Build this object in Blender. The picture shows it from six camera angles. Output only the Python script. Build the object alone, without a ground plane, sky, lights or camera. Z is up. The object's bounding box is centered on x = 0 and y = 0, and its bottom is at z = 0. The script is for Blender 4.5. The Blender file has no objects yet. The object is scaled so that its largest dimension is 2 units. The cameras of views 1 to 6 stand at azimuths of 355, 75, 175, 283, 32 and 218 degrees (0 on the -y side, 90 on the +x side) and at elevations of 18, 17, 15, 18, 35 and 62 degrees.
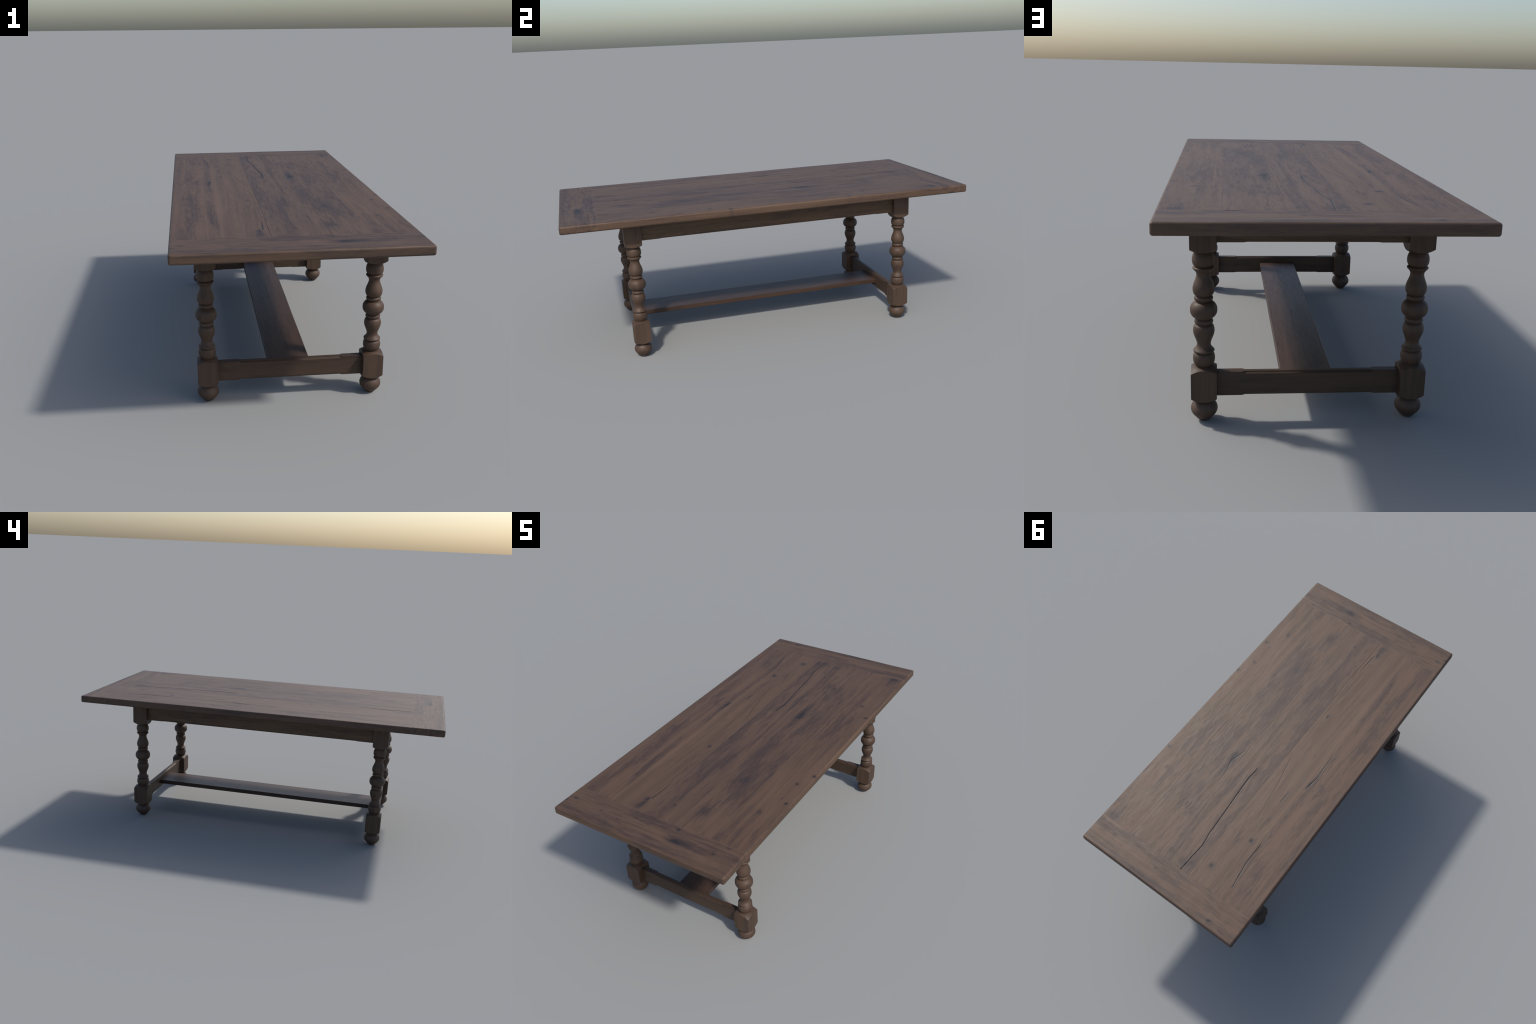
"""Long refectory table: plank top with end boards, four turned legs on bun feet,
aprons, chamfered end stretchers and a flat centre board between them."""
import bpy, math
import numpy as np
from mathutils import noise as mnoise, Vector

# ------------------------------------------------------------------ dimensions (m)
HALF_X, HALF_Y = 0.4570, 1.000          # table top half extents
TOP_Z, UNDER_Z = 0.7158, 0.6778         # top and underside of the table top
SEAM_FRONT, SEAM_BACK = -0.828, 0.851  # joints between planks and end boards
SEAMS_X = (-0.4570, -0.271, -0.091, 0.091, 0.272, 0.4570)
LEG_X, LEG_Y = 0.331, 0.6802
BLOCK = 0.0403                         # half side of the square leg blocks
MID_Z = 0.370                          # the turning is mirrored about the big ball

# ------------------------------------------------------------------ features of the top
# cracks: (x, y) spine, half width, depth
CRACKS = {
    "main": ([(-0.041, .862), (-0.045, .76), (-0.049, .694), (-0.035, .615), (-0.031, .55), (-0.025, .477),
              (-0.019, .408), (-0.013, .33), (-0.009, .275), (-0.012, .20)],
             [.0016, .0019, .0022, .0018, .0022, .0019, .0022, .0030, .0036, .0008], .0032),
    "edge": ([(-0.296, .785), (-0.284, .71), (-0.2745, .645), (-0.2735, .60), (-0.274, .52)],
             [.0010, .0021, .0020, .0012, .0006], .0022),
    "hair": ([(-0.182, .44), (-0.156, .282), (-0.140, .184), (-0.122, .105), (-0.104, .03)],
             [.0004, .0008, .0010, .0009, .0004], .0008),
    "seamside": ([(-0.2755, .165), (-0.281, .125), (-0.2885, .085), (-0.2845, .01), (-0.280, -.09)],
                 [.0016, .0040, .0013, .0015, .0006], .0016),
    "burl": ([(0.104, .375), (0.112, .30), (0.126, .245), (0.112, .20), (0.100, .155)],
             [.0005, .0015, .0022, .0016, .0005], .0014),
    "short": ([(-0.218, .295), (-0.219, .255), (-0.220, .22)], [.0006, .0022, .0006], .0012),
    "front": ([(-0.106, -.60), (-0.109, -.665), (-0.112, -.735)], [.0005, .0017, .0018], .0016),
    "dash": ([(0.002, -.60), (0.003, -.65), (0.004, -.69)], [.0004, .0010, .0004], .0006),
    "rightdash": ([(0.352, -.02), (0.356, .06), (0.354, .14)], [.0003, .0008, .0003], .0005),
}
# knots: (x, y, radius across, radius along, darkness)
KNOTS = {
    0: [(-.293, -.62, .006, .018, .5), (-.40, .30, .005, .014, .35), (-.284, .13, .008, .020, .8)],
    1: [(-.227, .541, .010, .011, 1.0), (-.149, .751, .012, .013, .75), (-.129, -.745, .010, .014, .8),
        (-.128, -.790, .016, .026, .55), (-.1285, -.256, .007, .012, .75), (-.21, -.02, .004, .014, .25)],
    2: [(.008, -.720, .006, .007, .7), (-.070, .800, .016, .018, .5), (-.030, .815, .022, .02, .35),
        (.02, -.32, .006, .012, .3), (.05, .80, .02, .015, .25)],
    3: [(.154, .567, .007, .016, .5), (.124, .225, .016, .045, .75), (.150, -.690, .020, .03, .35),
        (.128, .330, .010, .05, .35), (.178, -.41, .025, .03, .45)],
    4: [(.432, -.467, .0065, .007, .9), (.405, -.316, .0065, .008, .8), (.445, -.223, .009, .008, .8),
        (.368, .469, .010, .012, .6), (.437, .368, .012, .008, .7), (.360, -.577, .010, .012, .5),
        (.401, .829, .024, .020, .6), (.398, -.444, .004, .004, .6)],
    "front": [(.153, -.917, .027, .0125, 1.0), (.186, -.912, .050, .014, .6), (.125, -.848, .009, .006, .8),
              (.338, -.901, .007, .005, .7), (-.416, -.900, .012, .006, .6), (-.255, -.914, .008, .005, .4),
              (-.151, -.923, .010, .004, .3), (.377, -.841, .010, .006, .5), (-.449, -.929, .008, .007, .6)],
    "back": [(-.307, .967, .011, .007, .95), (-.27, .97, .05, .010, .35), (.056, .915, .010, .006, .45), (.12, .985, .09, .008, .5),
             (.33, .90, .010, .006, .35)],
}
# soft dark stain areas: (x, y, radius across, radius along, strength)
STAINS = {
    0: [(-.440, -.2, .012, .8, -.22), (-.318, -.4, .006, .5, -.25), (-.375, -.55, .030, .34, .30), (-.385, .10, .030, .45, .20), (-.300, -.35, .010, .5, .14), (-.36, .7, .03, .2, .18)],
    1: [(-.262, -.35, .014, .55, -.38), (-.245, -.15, .035, .5, -.14), (-.125, -.72, .030, .11, .30), (-.115, -.30, .020, .20, .22), (-.18, .20, .04, .14, .06), (-.16, .45, .03, .15, .10)],
    2: [(-.065, .00, .030, .16, .34), (-.045, -.18, .035, .12, .34), (-.005, -.40, .045, .20, .36),
        (-.060, .62, .022, .14, .24), (.03, .36, .04, .10, .20), (-.05, .80, .03, .06, .30)],
    3: [(.20, .72, .05, .10, -.18), (.22, -.70, .04, .1, -.14), (.178, -.40, .035, .12, .40), (.146, -.20, .040, .14, .34), (.125, .24, .035, .12, .36),
        (.240, -.26, .026, .16, .26), (.150, -.68, .030, .09, .34), (.16, .50, .05, .12, .26), (.22, .25, .03, .3, .18)],
    4: [(.41, -.35, .05, .3, -.14), (.42, .55, .03, .25, -.14), (.345, .25, .05, .25, .20), (.400, .80, .045, .07, .26), (.30, -.60, .02, .12, .22), (.36, -.64, .05, .10, .12), (.30, .50, .02, .2, .18)],
    "front": [(-.02, -.850, .13, .026, .42), (-.12, -.90, .10, .02, .16), (-.26, -.972, .16, .010, .24), (.25, -.91, .07, .016, .28), (.16, -.87, .08, .02, .22)],
    "back": [(.15, .975, .20, .016, .28), (-.22, .865, .2, .012, .16), (.30, .865, .18, .014, .22), (-.35, .94, .1, .03, .14)],
}


# ------------------------------------------------------------------ small helpers
def smooth(a, b, t):
    s = np.clip((t - a) / (b - a), 0, 1)
    return s * s * (3 - 2 * s)


def wave_noise(x, y, seed, n=7):
    """Sum of a few random plane waves, about -1..1: cheap smooth noise."""
    rng = np.random.default_rng(seed)
    out = np.zeros(np.broadcast(x, y).shape)
    for _ in range(n):
        a, ph, f = rng.uniform(0, 2 * math.pi), rng.uniform(0, 2 * math.pi), rng.uniform(.5, 1.6)
        out += np.sin(f * (x * math.cos(a) + y * math.sin(a)) + ph)
    return out / n * 1.6


def make_mesh(name, verts, faces, mat, angle=32.0):
    me = bpy.data.meshes.new(name)
    me.from_pydata([tuple(v) for v in verts], [], faces)
    me.polygons.foreach_set("use_smooth", np.ones(len(me.polygons), bool))
    me.set_sharp_from_angle(angle=math.radians(angle))
    me.materials.append(mat)
    me.update()
    return me


def add(name, mesh, parent, loc=(0, 0, 0), rot=(0, 0, 0)):
    ob = bpy.data.objects.new(name, mesh)
    bpy.context.scene.collection.objects.link(ob)
    ob.parent = parent
    ob.location = loc
    ob.rotation_euler = rot
    return ob


# ------------------------------------------------------------------ node helpers
class Nodes:
    def __init__(self, name):
        self.mat = bpy.data.materials.new(name)
        self.mat.use_nodes = True
        self.t = self.mat.node_tree
        self.t.nodes.clear()

    def new(self, kind, **props):
        n = self.t.nodes.new(kind)
        for k, v in props.items():
            setattr(n, k, v)
        return n

    def put(self, sock, v):
        if isinstance(v, bpy.types.NodeSocket):
            self.t.links.new(v, sock)
        else:
            sock.default_value = v

    def math(self, op, a, b=0.0, c=0.0, clamp=False):
        n = self.new("ShaderNodeMath", operation=op, use_clamp=clamp)
        for i, v in enumerate((a, b, c)):
            self.put(n.inputs[i], v)
        return n.outputs[0]

    def vmath(self, op, a, b=(0, 0, 0)):
        n = self.new("ShaderNodeVectorMath", operation=op)
        self.put(n.inputs[0], a)
        self.put(n.inputs[1], b)
        return n.outputs["Value"] if op in ("LENGTH", "DISTANCE") else n.outputs["Vector"]

    def step(self, v, lo, hi, out_lo=0.0, out_hi=1.0):
        n = self.new("ShaderNodeMapRange", interpolation_type="SMOOTHSTEP")
        for i, x in enumerate((v, lo, hi, out_lo, out_hi)):
            self.put(n.inputs[i], x)
        return n.outputs[0]

    def noise(self, vec, scale, detail=4.0, rough=.55, distort=0.0):
        n = self.new("ShaderNodeTexNoise")
        self.put(n.inputs["Vector"], self.vmath("MULTIPLY", vec, scale))
        n.inputs["Scale"].default_value = 1.0
        n.inputs["Detail"].default_value = detail
        n.inputs["Roughness"].default_value = rough
        n.inputs["Distortion"].default_value = distort
        return n.outputs[0]

    def mix(self, f, a, b):
        n = self.new("ShaderNodeMix", data_type="RGBA")
        self.put(n.inputs["Factor"], f)
        self.put(n.inputs[6], a if isinstance(a, bpy.types.NodeSocket) else (*a, 1))
        self.put(n.inputs[7], b if isinstance(b, bpy.types.NodeSocket) else (*b, 1))
        return n.outputs[2]

    def curve(self, v, pts):
        n = self.new("ShaderNodeFloatCurve")
        c = n.mapping.curves[0]
        pts = sorted(pts)
        while len(c.points) < len(pts):
            c.points.new(.5, .5)
        for p, (a, b) in zip(c.points, pts):
            p.location = (a, b)
            p.handle_type = "VECTOR"
        n.mapping.update()
        self.put(n.inputs["Value"], v)
        return n.outputs[0]


LIGHT = (0.101, 0.0615, 0.0395)
BASE = (0.075, 0.0455, 0.0305)
PALE = (0.122, 0.075, 0.050)
STAIN = (0.040, 0.0255, 0.0225)
DEEP = (0.010, 0.0115, 0.0140)


def wood(name, axis, seed, stains=(), knots=(), cracks=(), worn_x=(), worn_y=(), amount=.0,
         tint=(1, 1, 1), scale=1.0, vary=False, bump=.35, rough=.52):
    """Dark stained oak; `axis` is the grain direction (0 x, 1 y, 2 z) in object space."""
    N = Nodes(name)
    tc = N.new("ShaderNodeTexCoord")
    pos = tc.outputs["Object"]
    sep = N.new("ShaderNodeSeparateXYZ")
    N.put(sep.inputs[0], pos)
    X, Y = sep.outputs[0], sep.outputs[1]
    off = np.random.default_rng(seed).uniform(-20, 20, 3)
    vec = N.vmath("ADD", pos, tuple(off))
    if vary:                                    # repeats of one mesh get their own piece of wood
        info = N.new("ShaderNodeObjectInfo")
        comb = N.new("ShaderNodeCombineXYZ")
        for i in range(3):
            N.put(comb.inputs[i], N.math("MULTIPLY", info.outputs["Random"], 17.0 + 9 * i))
        vec = N.vmath("ADD", vec, comb.outputs[0])

    def sc(across, along):
        s = [across * scale] * 3
        s[axis] = along * scale
        return tuple(s)

    bands = N.noise(vec, sc(30, 1.6), 5, .6, .8)
    fine = N.noise(vec, sc(230, 9), 4, .65, .3)
    fleck = N.noise(vec, sc(95, 14), 5, .7, .6)
    blot = N.noise(vec, sc(13, 3.4), 6, .70, .5)

    col = N.mix(N.step(bands, .33, .68), BASE, LIGHT)
    # ragged stain: broad noise + placed areas, broken up by the grain
    s = N.math("ADD", blot, amount)
    pale = 0.0
    for (cx, cy, rx, ry, w) in stains:
        d = N.vmath("LENGTH", N.vmath("DIVIDE", N.vmath("SUBTRACT", pos, (cx, cy, 0)), (rx, ry, 1e3)))
        f = N.step(d, 0.0, 1.7, 1, 0)
        s = N.math("MULTIPLY_ADD", f, w * .58, s)
        if w < 0:
            pale = N.math("MULTIPLY_ADD", f, -w * 1.6, pale, clamp=True)
    s = N.math("MULTIPLY_ADD", N.math("SUBTRACT", fleck, .5), .95, s)
    s = N.math("MULTIPLY_ADD", N.math("SUBTRACT", bands, .5), -.6, s)
    stain = N.step(s, .44, .80)
    col = N.mix(N.math("MULTIPLY", stain, .74), col, STAIN)
    if pale != 0.0:                             # rubbed, paler wood
        col = N.mix(N.math("MULTIPLY", pale, N.step(fleck, .2, .75)), col, PALE)
    # fine pores
    col = N.mix(N.math("MULTIPLY", N.step(fine, .56, .74), .42), col, STAIN)
    col = N.mix(N.math("MULTIPLY", N.step(fine, .42, .25), .22), col, LIGHT)
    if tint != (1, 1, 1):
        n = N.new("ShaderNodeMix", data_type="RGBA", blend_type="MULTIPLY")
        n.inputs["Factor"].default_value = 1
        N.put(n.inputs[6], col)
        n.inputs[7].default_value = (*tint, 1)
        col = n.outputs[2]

    dist = N.noise(vec, sc(60, 40), 3, .6)
    if worn_x or worn_y:                        # pale rubbed arrises along the joints
        brk = N.step(N.noise(vec, sc(14, 5) if worn_x else sc(14, 7), 4, .6), .42, .60)
        for lst, comp in ((worn_x, X), (worn_y, Y)):
            for v in lst:
                m = N.step(N.math("ABSOLUTE", N.math("SUBTRACT", comp, v)), .0008, .0032, 1, 0)
                col = N.mix(N.math("MULTIPLY", N.math("MULTIPLY", m, brk), .6), col, (0.135, 0.086, 0.060))
                g = N.step(N.math("ABSOLUTE", N.math("SUBTRACT", comp, v)), .0003, .0011, 1, 0)
                col = N.mix(N.math("MULTIPLY", g, .15), col, STAIN)
    for (cx, cy, rx, ry, w) in knots:
        d = N.vmath("LENGTH", N.vmath("DIVIDE", N.vmath("SUBTRACT", pos, (cx, cy, 0)), (rx, ry, 1e3)))
        d = N.math("MULTIPLY_ADD", N.math("SUBTRACT", dist, .5), 1.1, d)
        col = N.mix(N.math("MULTIPLY", N.step(d, .8, 2.6, 1, 0), .55 * w), col, STAIN)
        col = N.mix(N.math("MULTIPLY", N.step(d, .50, 1.25, 1, 0), .90 * w), col, DEEP)
    for key in cracks:
        pts, wid, _ = CRACKS[key]
        ys = [p[1] for p in pts]
        xs = [p[0] for p in pts]
        y0, y1 = min(ys), max(ys)
        x0, x1 = min(xs) - .002, max(xs) + .002
        t = N.math("DIVIDE", N.math("SUBTRACT", Y, y0), y1 - y0)
        xc = N.curve(t, [((y - y0) / (y1 - y0), (x - x0) / (x1 - x0)) for x, y in pts])
        xc = N.math("MULTIPLY_ADD", xc, x1 - x0, x0)
        hw = N.math("MULTIPLY", N.curve(t, [((y - y0) / (y1 - y0), w * 100) for y, w in zip(ys, wid)]), .01)
        jit = N.math("MULTIPLY", N.math("SUBTRACT", dist, .5), .0050)
        d = N.math("ABSOLUTE", N.math("ADD", N.math("SUBTRACT", X, xc), jit))
        inside = N.math("MULTIPLY", N.math("GREATER_THAN", t, 0.0), N.math("LESS_THAN", t, 1.0))
        d = N.math("DIVIDE", d, hw)
        m = N.math("MULTIPLY", N.step(d, .55, 1.25, 1, 0), inside)
        h = N.math("MULTIPLY", N.step(d, .9, 4.5, 1, 0), inside)
        col = N.mix(N.math("MULTIPLY", h, .40), col, STAIN)
        col = N.mix(N.math("MULTIPLY", m, .92), col, DEEP)

    bsdf = N.new("ShaderNodeBsdfPrincipled")
    N.put(bsdf.inputs["Base Color"], col)
    N.put(bsdf.inputs["Roughness"], N.math("MULTIPLY_ADD", N.math("SUBTRACT", fleck, .5), .25, rough))
    bsdf.inputs["Specular IOR Level"].default_value = .34
    h = N.math("MULTIPLY_ADD", fine, .5, N.math("MULTIPLY", fleck, .9))
    b = N.new("ShaderNodeBump")
    b.inputs["Strength"].default_value = bump
    b.inputs["Distance"].default_value = .0012
    N.put(b.inputs["Height"], h)
    N.put(bsdf.inputs["Normal"], b.outputs[0])
    out = N.new("ShaderNodeOutputMaterial")
    N.put(out.inputs[0], bsdf.outputs[0])
    return N.mat


# ------------------------------------------------------------------ boards of the top
def spaced(lo, hi, r_lo, r_hi, step):
    """Grid lines from lo to hi, denser through rounded ends of radius r."""
    a = lo + r_lo * (1 - np.tan(np.linspace(math.pi / 4, 0, 6))) if r_lo else np.array([lo])
    b = hi - r_hi * (1 - np.tan(np.linspace(0, math.pi / 4, 6))) if r_hi else np.array([hi])
    n = max(2, int(round((b[0] - a[-1]) / step)))
    return np.unique(np.concatenate([a, np.linspace(a[-1], b[0], n + 1), b]).round(7))


def board(name, lo, hi, radii, steps, cracks, knots, mat, seed):
    """Box lo..hi; radii (x-, x+, y-, y+) round the outer edges, 0 leaves a joint face.
    The upper face carries wear, knots and the cut of the cracks."""
    rx0, rx1, ry0, ry1 = radii
    rz = max(radii)
    xs = spaced(lo[0], hi[0], rx0, rx1, steps[0])
    ys = spaced(lo[1], hi[1], ry0, ry1, steps[1])
    zs = spaced(lo[2], hi[2], rz, rz, .006)
    nx, ny, nz = len(xs), len(ys), len(zs)
    index, pts, faces = {}, [], []

    def grid(a, b, place, flip):
        ids = np.empty((len(a), len(b)), int)
        for i, u in enumerate(a):
            for j, v in enumerate(b):
                p = place(u, v)
                k = index.get(p)
                if k is None:
                    k = index[p] = len(pts)
                    pts.append(p)
                ids[i, j] = k
        for i in range(len(a) - 1):
            r0, r1 = ids[i], ids[i + 1]
            for j in range(len(b) - 1):
                q = (r0[j], r1[j], r1[j + 1], r0[j + 1])
                faces.append(q[::-1] if flip else q)

    x_, y_, z_ = [list(map(float, g)) for g in (xs, ys, zs)]
    grid(x_, y_, lambda u, v: (u, v, z_[-1]), False)
    grid(x_, y_, lambda u, v: (u, v, z_[0]), True)
    grid(x_, z_, lambda u, v: (u, y_[0], v), False)
    grid(x_, z_, lambda u, v: (u, y_[-1], v), True)
    grid(y_, z_, lambda u, v: (x_[0], u, v), True)
    grid(y_, z_, lambda u, v: (x_[-1], u, v), False)
    P = np.array(pts)
    top = P[:, 2] > hi[2] - 1e-6
    # rounding: only axes that have a radius take part
    C = P.copy()
    R = np.ones_like(P)
    for ax, (r0, r1) in enumerate(((rx0, rx1), (ry0, ry1), (rz, rz))):
        C[:, ax] = np.clip(P[:, ax], lo[ax] + r0, hi[ax] - r1)
        R[:, ax] = np.where(P[:, ax] < (lo[ax] + hi[ax]) / 2, max(r0, 1e-9), max(r1, 1e-9))
    Q = (P - C) / R
    n = np.linalg.norm(Q, axis=1)
    m = np.abs(Q).max(axis=1)
    k = np.where(n > 1e-9, m / np.maximum(n, 1e-9), 1)
    G = C + R * Q * k[:, None]
    x, y = P[:, 0], P[:, 1]
    # hand-worn outer edges wander a little
    edge = wave_noise(x * 26, y * 26, seed + 3) * .0004 + wave_noise(x * 90, y * 90, seed + 4) * .0002
    for ax, (r0, r1) in enumerate(((rx0, rx1), (ry0, ry1))):
        up = np.clip((P[:, 2] - lo[2]) / (hi[2] - lo[2]), 0, 1) * .8 + .2
        if r0:
            G[:, ax] += smooth(.012, 0, P[:, ax] - lo[ax]) * (np.abs(edge)) * up
        if r1:
            G[:, ax] -= smooth(.012, 0, hi[ax] - P[:, ax]) * (np.abs(edge)) * up
    # upper face
    dz = wave_noise(x * 17, y * 6, seed) * .0005 + wave_noise(x * 70, y * 13, seed + 1) * .00022
    for r, d in ((rx0, x - lo[0]), (rx1, hi[0] - x), (ry0, y - lo[1]), (ry1, hi[1] - y)):
        if not r:
            dz -= .00022 * smooth(.003, 0, d)
    for key in cracks:
        cp, wid, depth = CRACKS[key]
        o = np.argsort([p[1] for p in cp])
        cy = np.array([p[1] for p in cp])[o]
        xc = np.interp(y, cy, np.array([p[0] for p in cp])[o])
        hw = np.interp(y, cy, np.array(wid)[o])
        fade = smooth(cy[0] - .004, cy[0] + .01, y) * smooth(cy[-1] + .004, cy[-1] - .01, y)
        dz -= .6 * depth * fade * smooth(1.5, .3, np.abs(x - xc) / np.maximum(hw, .0011))
    for (kx, ky, ra, rb, w) in knots:
        d = np.hypot((x - kx) / ra, (y - ky) / rb)
        dz += w * (-.0005 * smooth(1.1, .2, d) + .0002 * np.exp(-((d - 1.6) / .5) ** 2))
    G[top, 2] += dz[top] * smooth(0, .004, np.minimum.reduce([x - lo[0] + (0 if rx0 else 1), hi[0] - x + (0 if rx1 else 1),
                                                            y - lo[1] + (0 if ry0 else 1), hi[1] - y + (0 if ry1 else 1)]))[top]
    return make_mesh(name, G, faces, mat, 40)


# ------------------------------------------------------------------ turned work
def spline(pts, per=5):
    """Catmull-Rom through (d, r) points."""
    p = np.array(pts, float)
    e = np.vstack([2 * p[0] - p[1], p, 2 * p[-1] - p[-2]])
    out = []
    for i in range(1, len(e) - 2):
        for t in np.linspace(0, 1, per, endpoint=False):
            a, b, c, d = e[i - 1:i + 3]
            out.append(.5 * (2 * b + (c - a) * t + (2 * a - 5 * b + 4 * c - d) * t ** 2 + (3 * b - a - 3 * c + d) * t ** 3))
    out.append(p[-1])
    return out


# half of the turning, distance from the middle of the big ball and radius
TURNING = (
    spline([(0, .0422), (.009, .0412), (.0175, .0370), (.0238, .0310), (.0272, .0248)])
    + spline([(.0282, .0236), (.0292, .0238)], 2)
    + spline([(.0300, .0252), (.0328, .0281), (.0375, .0293), (.0422, .0281), (.0448, .0250)])
    + spline([(.0458, .0238), (.0466, .0242)], 2)
    + spline([(.0472, .0258), (.0515, .0300), (.0595, .0327), (.0705, .0334), (.083, .0306), (.095, .0260),
              (.105, .0227), (.1130, .0216), (.1195, .0230), (.1260, .0275), (.1310, .0322), (.1338, .0333),
              (.1365, .0322), (.1385, .0288)])
    + spline([(.1390, .0266), (.1398, .0262)], 2)
    + spline([(.1408, .0276), (.1455, .0320), (.1530, .0341), (.1615, .0345), (.1705, .0333), (.1785, .0300), (.1830, .0270)])
)
SHOULDER = [(.0262, .1842), (.0300, .1853), (.0350, .1868), (.0405, .1896), (.0460, .1928), (.0515, .1966), (.0575, .2012)]
SHOULDER_LOW = [(.0240, .0695), (.0300, .0700), (.0350, .0712), (.0405, .0733), (.0460, .0764), (.0515, .0806), (.0575, .0862)]
FOOT = spline([(.0000, .0185), (.0012, .0200), (.0060, .0243), (.0130, .0303), (.0200, .0362), (.0270, .0405),
               (.0350, .0427), (.0440, .0420), (.0530, .0385), (.0610, .0325), (.0660, .0270), (.0690, .0240), (.0760, .0230)], 4)
SEG = 96


def revolve(rings):
    """rings: list of arrays (SEG, 3); caps both ends."""
    verts = np.vstack(rings)
    faces = []
    for i in range(len(rings) - 1):
        a, b = i * SEG, (i + 1) * SEG
        for j in range(SEG):
            k = (j + 1) % SEG
            faces.append((a + j, a + k, b + k, b + j))
    faces.append(tuple(range(SEG - 1, -1, -1)))
    n = (len(rings) - 1) * SEG
    faces.append(tuple(range(n, n + SEG)))
    return verts, faces


def leg_mesh(mat):
    th = np.arange(SEG) / SEG * 2 * math.pi
    c, s = np.cos(th), np.sin(th)
    square = BLOCK / np.maximum(np.abs(c), np.abs(s))

    def ring(r, z):
        return np.stack([c * r, s * r, np.broadcast_to(z, c.shape)], 1)

    def shoulder(table, conv):
        r_t, d_t = np.array(table).T
        for t in np.linspace(0, 1, 9):
            r = r_t[0] + (square - r_t[0]) * t
            yield ring(r, conv(np.interp(r, r_t, d_t)))

    rings = list(shoulder(SHOULDER_LOW, lambda z: z))
    rings += list(shoulder(SHOULDER, lambda d: MID_Z - d))[::-1]
    prof = [(-d, r) for d, r in TURNING[::-1]] + [(d, r) for d, r in TURNING[1:]]
    rings += [ring(r, MID_Z + d) for d, r in prof]
    rings += list(shoulder(SHOULDER, lambda d: MID_Z + d))
    rings.append(ring(square, UNDER_Z + .002))
    v, f = revolve(rings)
    return make_mesh("leg", v, f, mat, 38)


def foot_mesh(mat):
    th = np.arange(SEG) / SEG * 2 * math.pi
    rings = [np.stack([np.cos(th) * r, np.sin(th) * r, np.full(SEG, max(z, 0.0))], 1) for z, r in FOOT]
    v, f = revolve(rings)
    return make_mesh("bun_foot", v, f, mat, 38)


def rail_mesh(name, half_len, half_thick, z0, z1, stop, chamfer, mat, top=True, seed=0):
    """Rail along local x with stopped, quirked chamfers between -stop and +stop."""
    xs = np.unique(np.concatenate([np.linspace(-half_len, -stop, 8), np.linspace(-stop, -stop + .014, 9),
                                   np.linspace(-stop + .014, stop - .014, 40), np.linspace(stop - .014, stop, 9),
                                   np.linspace(stop, half_len, 8)]).round(6))
    zc, hz = (z0 + z1) / 2, (z1 - z0) / 2
    rings = []
    for x in xs:
        a = float(smooth(stop, stop - .013, abs(x)))
        ring = []
        for sy, sz in ((1, 1), (1, -1), (-1, -1), (-1, 1)):
            k = .0008 + (chamfer - .0008) * a * (1 if (top or sz < 0) else 0)
            q = [(half_thick - k, hz), (half_thick - k, hz - .36 * k), (half_thick, hz - k)]
            if sy * sz < 0:
                q = q[::-1]
            ring += [(x, sy * y, zc + sz * z) for y, z in q]
        wob = wave_noise(np.array(x * 14), np.array(0.0), seed) * .0003
        rings.append([(px, py + wob, pz) for px, py, pz in ring])
    m = len(rings[0])
    verts = [p for r in rings for p in r]
    faces = []
    for i in range(len(rings) - 1):
        for j in range(m):
            k = (j + 1) % m
            faces.append((i * m + j, i * m + k, (i + 1) * m + k, (i + 1) * m + j))
    faces.append(tuple(range(m - 1, -1, -1)))
    faces.append(tuple(range((len(rings) - 1) * m, len(rings) * m)))
    return make_mesh(name, verts, faces, mat, 25)


# ------------------------------------------------------------------ build
table = bpy.data.objects.new("dining_table", None)
bpy.context.scene.collection.objects.link(table)
table["label"] = "long dark oak dining table with turned legs"
table["category"] = "table"

GAP = .00012
PLANK = [  # extra stain, tint, cracks in each plank
    (0.02, (1.00, .97, .97), ("edge", "seamside")),
    (-0.09, (1.03, 1.02, 1.00), ("edge", "hair", "short", "front")),
    (0.03, (.98, .97, .99), ("main", "dash")),
    (0.03, (.98, .97, .98), ("burl",)),
    (-0.04, (1.02, 1.0, .98), ("rightdash",)),
]
R = .0085
for i, (amount, tint, cr) in enumerate(PLANK):
    x0, x1 = SEAMS_X[i], SEAMS_X[i + 1]
    worn = [x for x in (x0, x1) if abs(x) < .4]
    mat = wood("oak_plank", 1, 10 + i, STAINS[i], KNOTS[i], cr, worn, (SEAM_FRONT, SEAM_BACK), amount, tint)
    lo = (x0 + (0 if i == 0 else GAP), SEAM_FRONT + GAP, UNDER_Z)
    hi = (x1 - (0 if i == 4 else GAP), SEAM_BACK - GAP, TOP_Z)
    me = board("tabletop_plank", lo, hi, (R if i == 0 else 0, R if i == 4 else 0, 0, 0), (.0015, .006), cr, KNOTS[i], mat, 40 + i)
    add("tabletop_plank", me, table)
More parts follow.
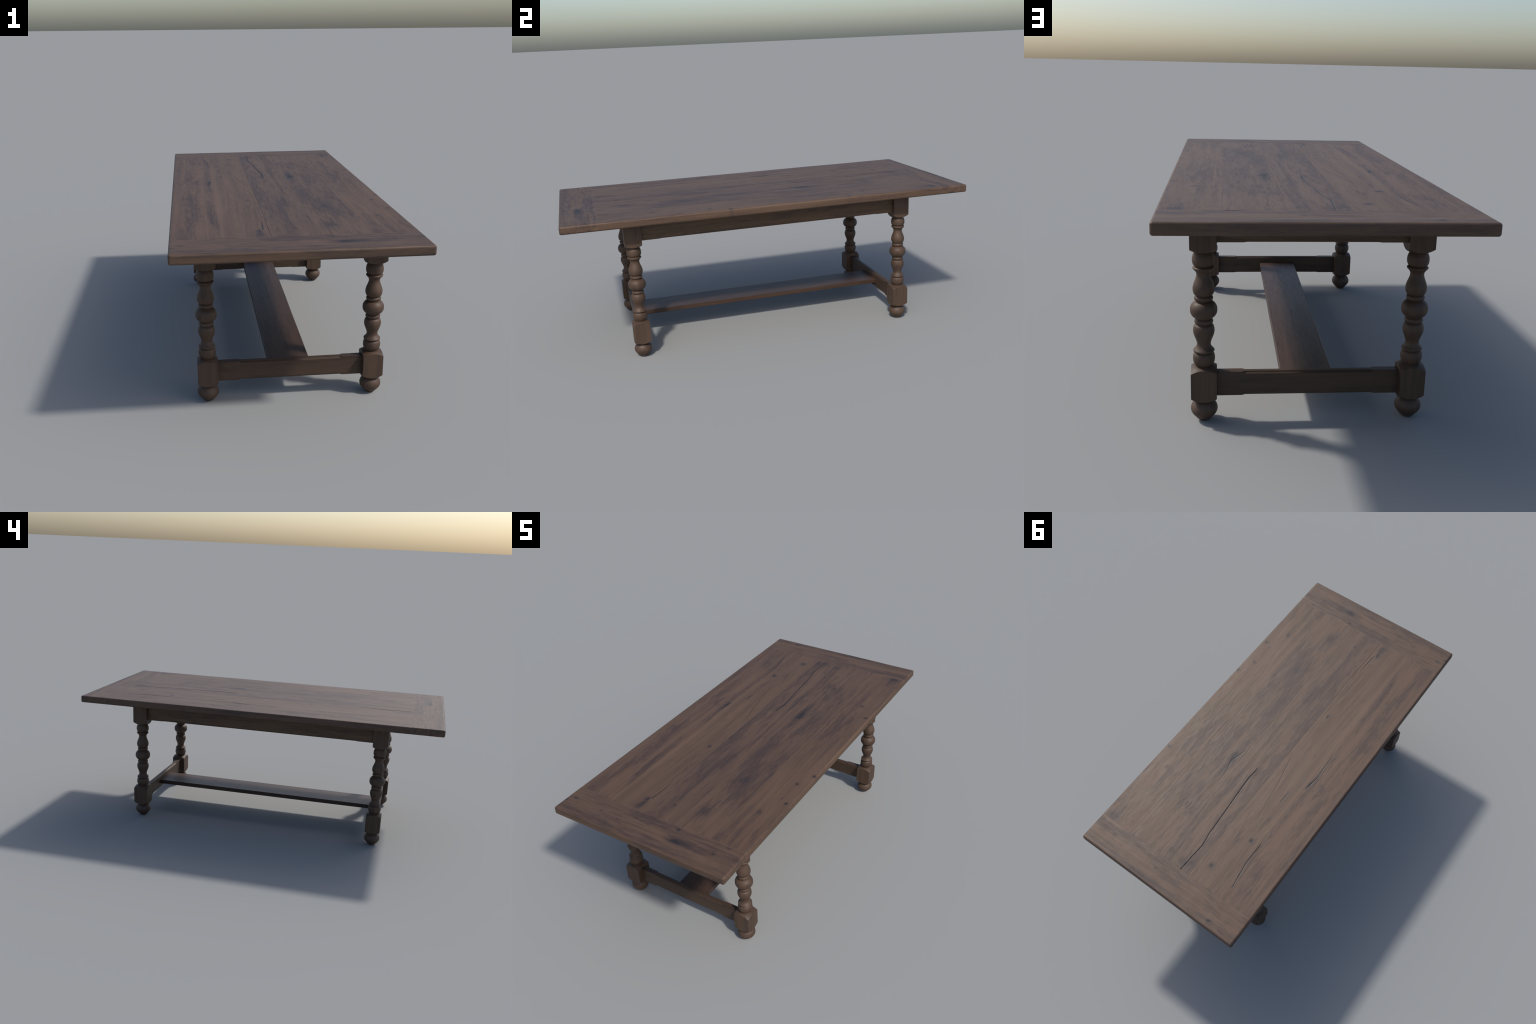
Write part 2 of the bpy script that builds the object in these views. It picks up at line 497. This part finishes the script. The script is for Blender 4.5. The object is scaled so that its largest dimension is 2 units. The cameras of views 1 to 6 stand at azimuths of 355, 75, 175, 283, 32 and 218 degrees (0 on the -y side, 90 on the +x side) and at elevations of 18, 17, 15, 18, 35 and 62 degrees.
for key, y0, y1 in (("front", -HALF_Y, SEAM_FRONT), ("back", SEAM_BACK, HALF_Y)):
    front = key == "front"
    mat = wood("oak_end_board", 0, 30 + front, STAINS[key], KNOTS[key], (), (), (y1 if front else y0,), 0.02, (.99, .98, .98))
    me = board("tabletop_end_board", (-HALF_X, y0, UNDER_Z), (HALF_X, y1 if front else y1, TOP_Z),
               (R, R, R if front else 0, 0 if front else R), (.005, .002), (), KNOTS[key], mat, 60 + front)
    add("tabletop_end_board", me, table)

leg_wood = wood("oak_turned", 2, 71, amount=-.12, tint=(.75, .74, .735), scale=1.3, vary=True, bump=.12, rough=.55)
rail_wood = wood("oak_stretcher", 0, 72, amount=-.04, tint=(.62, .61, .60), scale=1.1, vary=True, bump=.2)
apron_wood = wood("oak_apron", 0, 75, amount=.04, tint=(1.0, .95, .82), scale=1.4, vary=True, bump=.25)
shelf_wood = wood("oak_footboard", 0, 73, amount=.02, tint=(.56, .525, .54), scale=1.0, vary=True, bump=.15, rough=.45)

leg_me, foot_me = leg_mesh(leg_wood), foot_mesh(leg_wood)
for sx in (-1, 1):
    for sy in (-1, 1):
        leg = add("leg", leg_me, table, (sx * LEG_X, sy * LEG_Y, 0))
        add("bun_foot", foot_me, leg)

INNER_X, INNER_Y = LEG_X - BLOCK + .004, LEG_Y - BLOCK + .004
side_me = rail_mesh("side_apron", INNER_Y, .0125, .5855, UNDER_Z + .001, .558, .007, apron_wood, False, 1)
end_me = rail_mesh("end_apron", INNER_X, .0125, .5868, UNDER_Z + .001, .212, .007, apron_wood, False, 2)
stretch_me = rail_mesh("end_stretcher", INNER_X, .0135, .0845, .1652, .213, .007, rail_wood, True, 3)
Q = math.pi / 2
for s in (1, -1):
    add("side_apron", side_me, table, (s * (.350 - .0125), 0, 0), (0, 0, s * Q))
    add("end_apron", end_me, table, (0, s * (.6985 - .0125), 0), (0, 0, 0 if s > 0 else math.pi))
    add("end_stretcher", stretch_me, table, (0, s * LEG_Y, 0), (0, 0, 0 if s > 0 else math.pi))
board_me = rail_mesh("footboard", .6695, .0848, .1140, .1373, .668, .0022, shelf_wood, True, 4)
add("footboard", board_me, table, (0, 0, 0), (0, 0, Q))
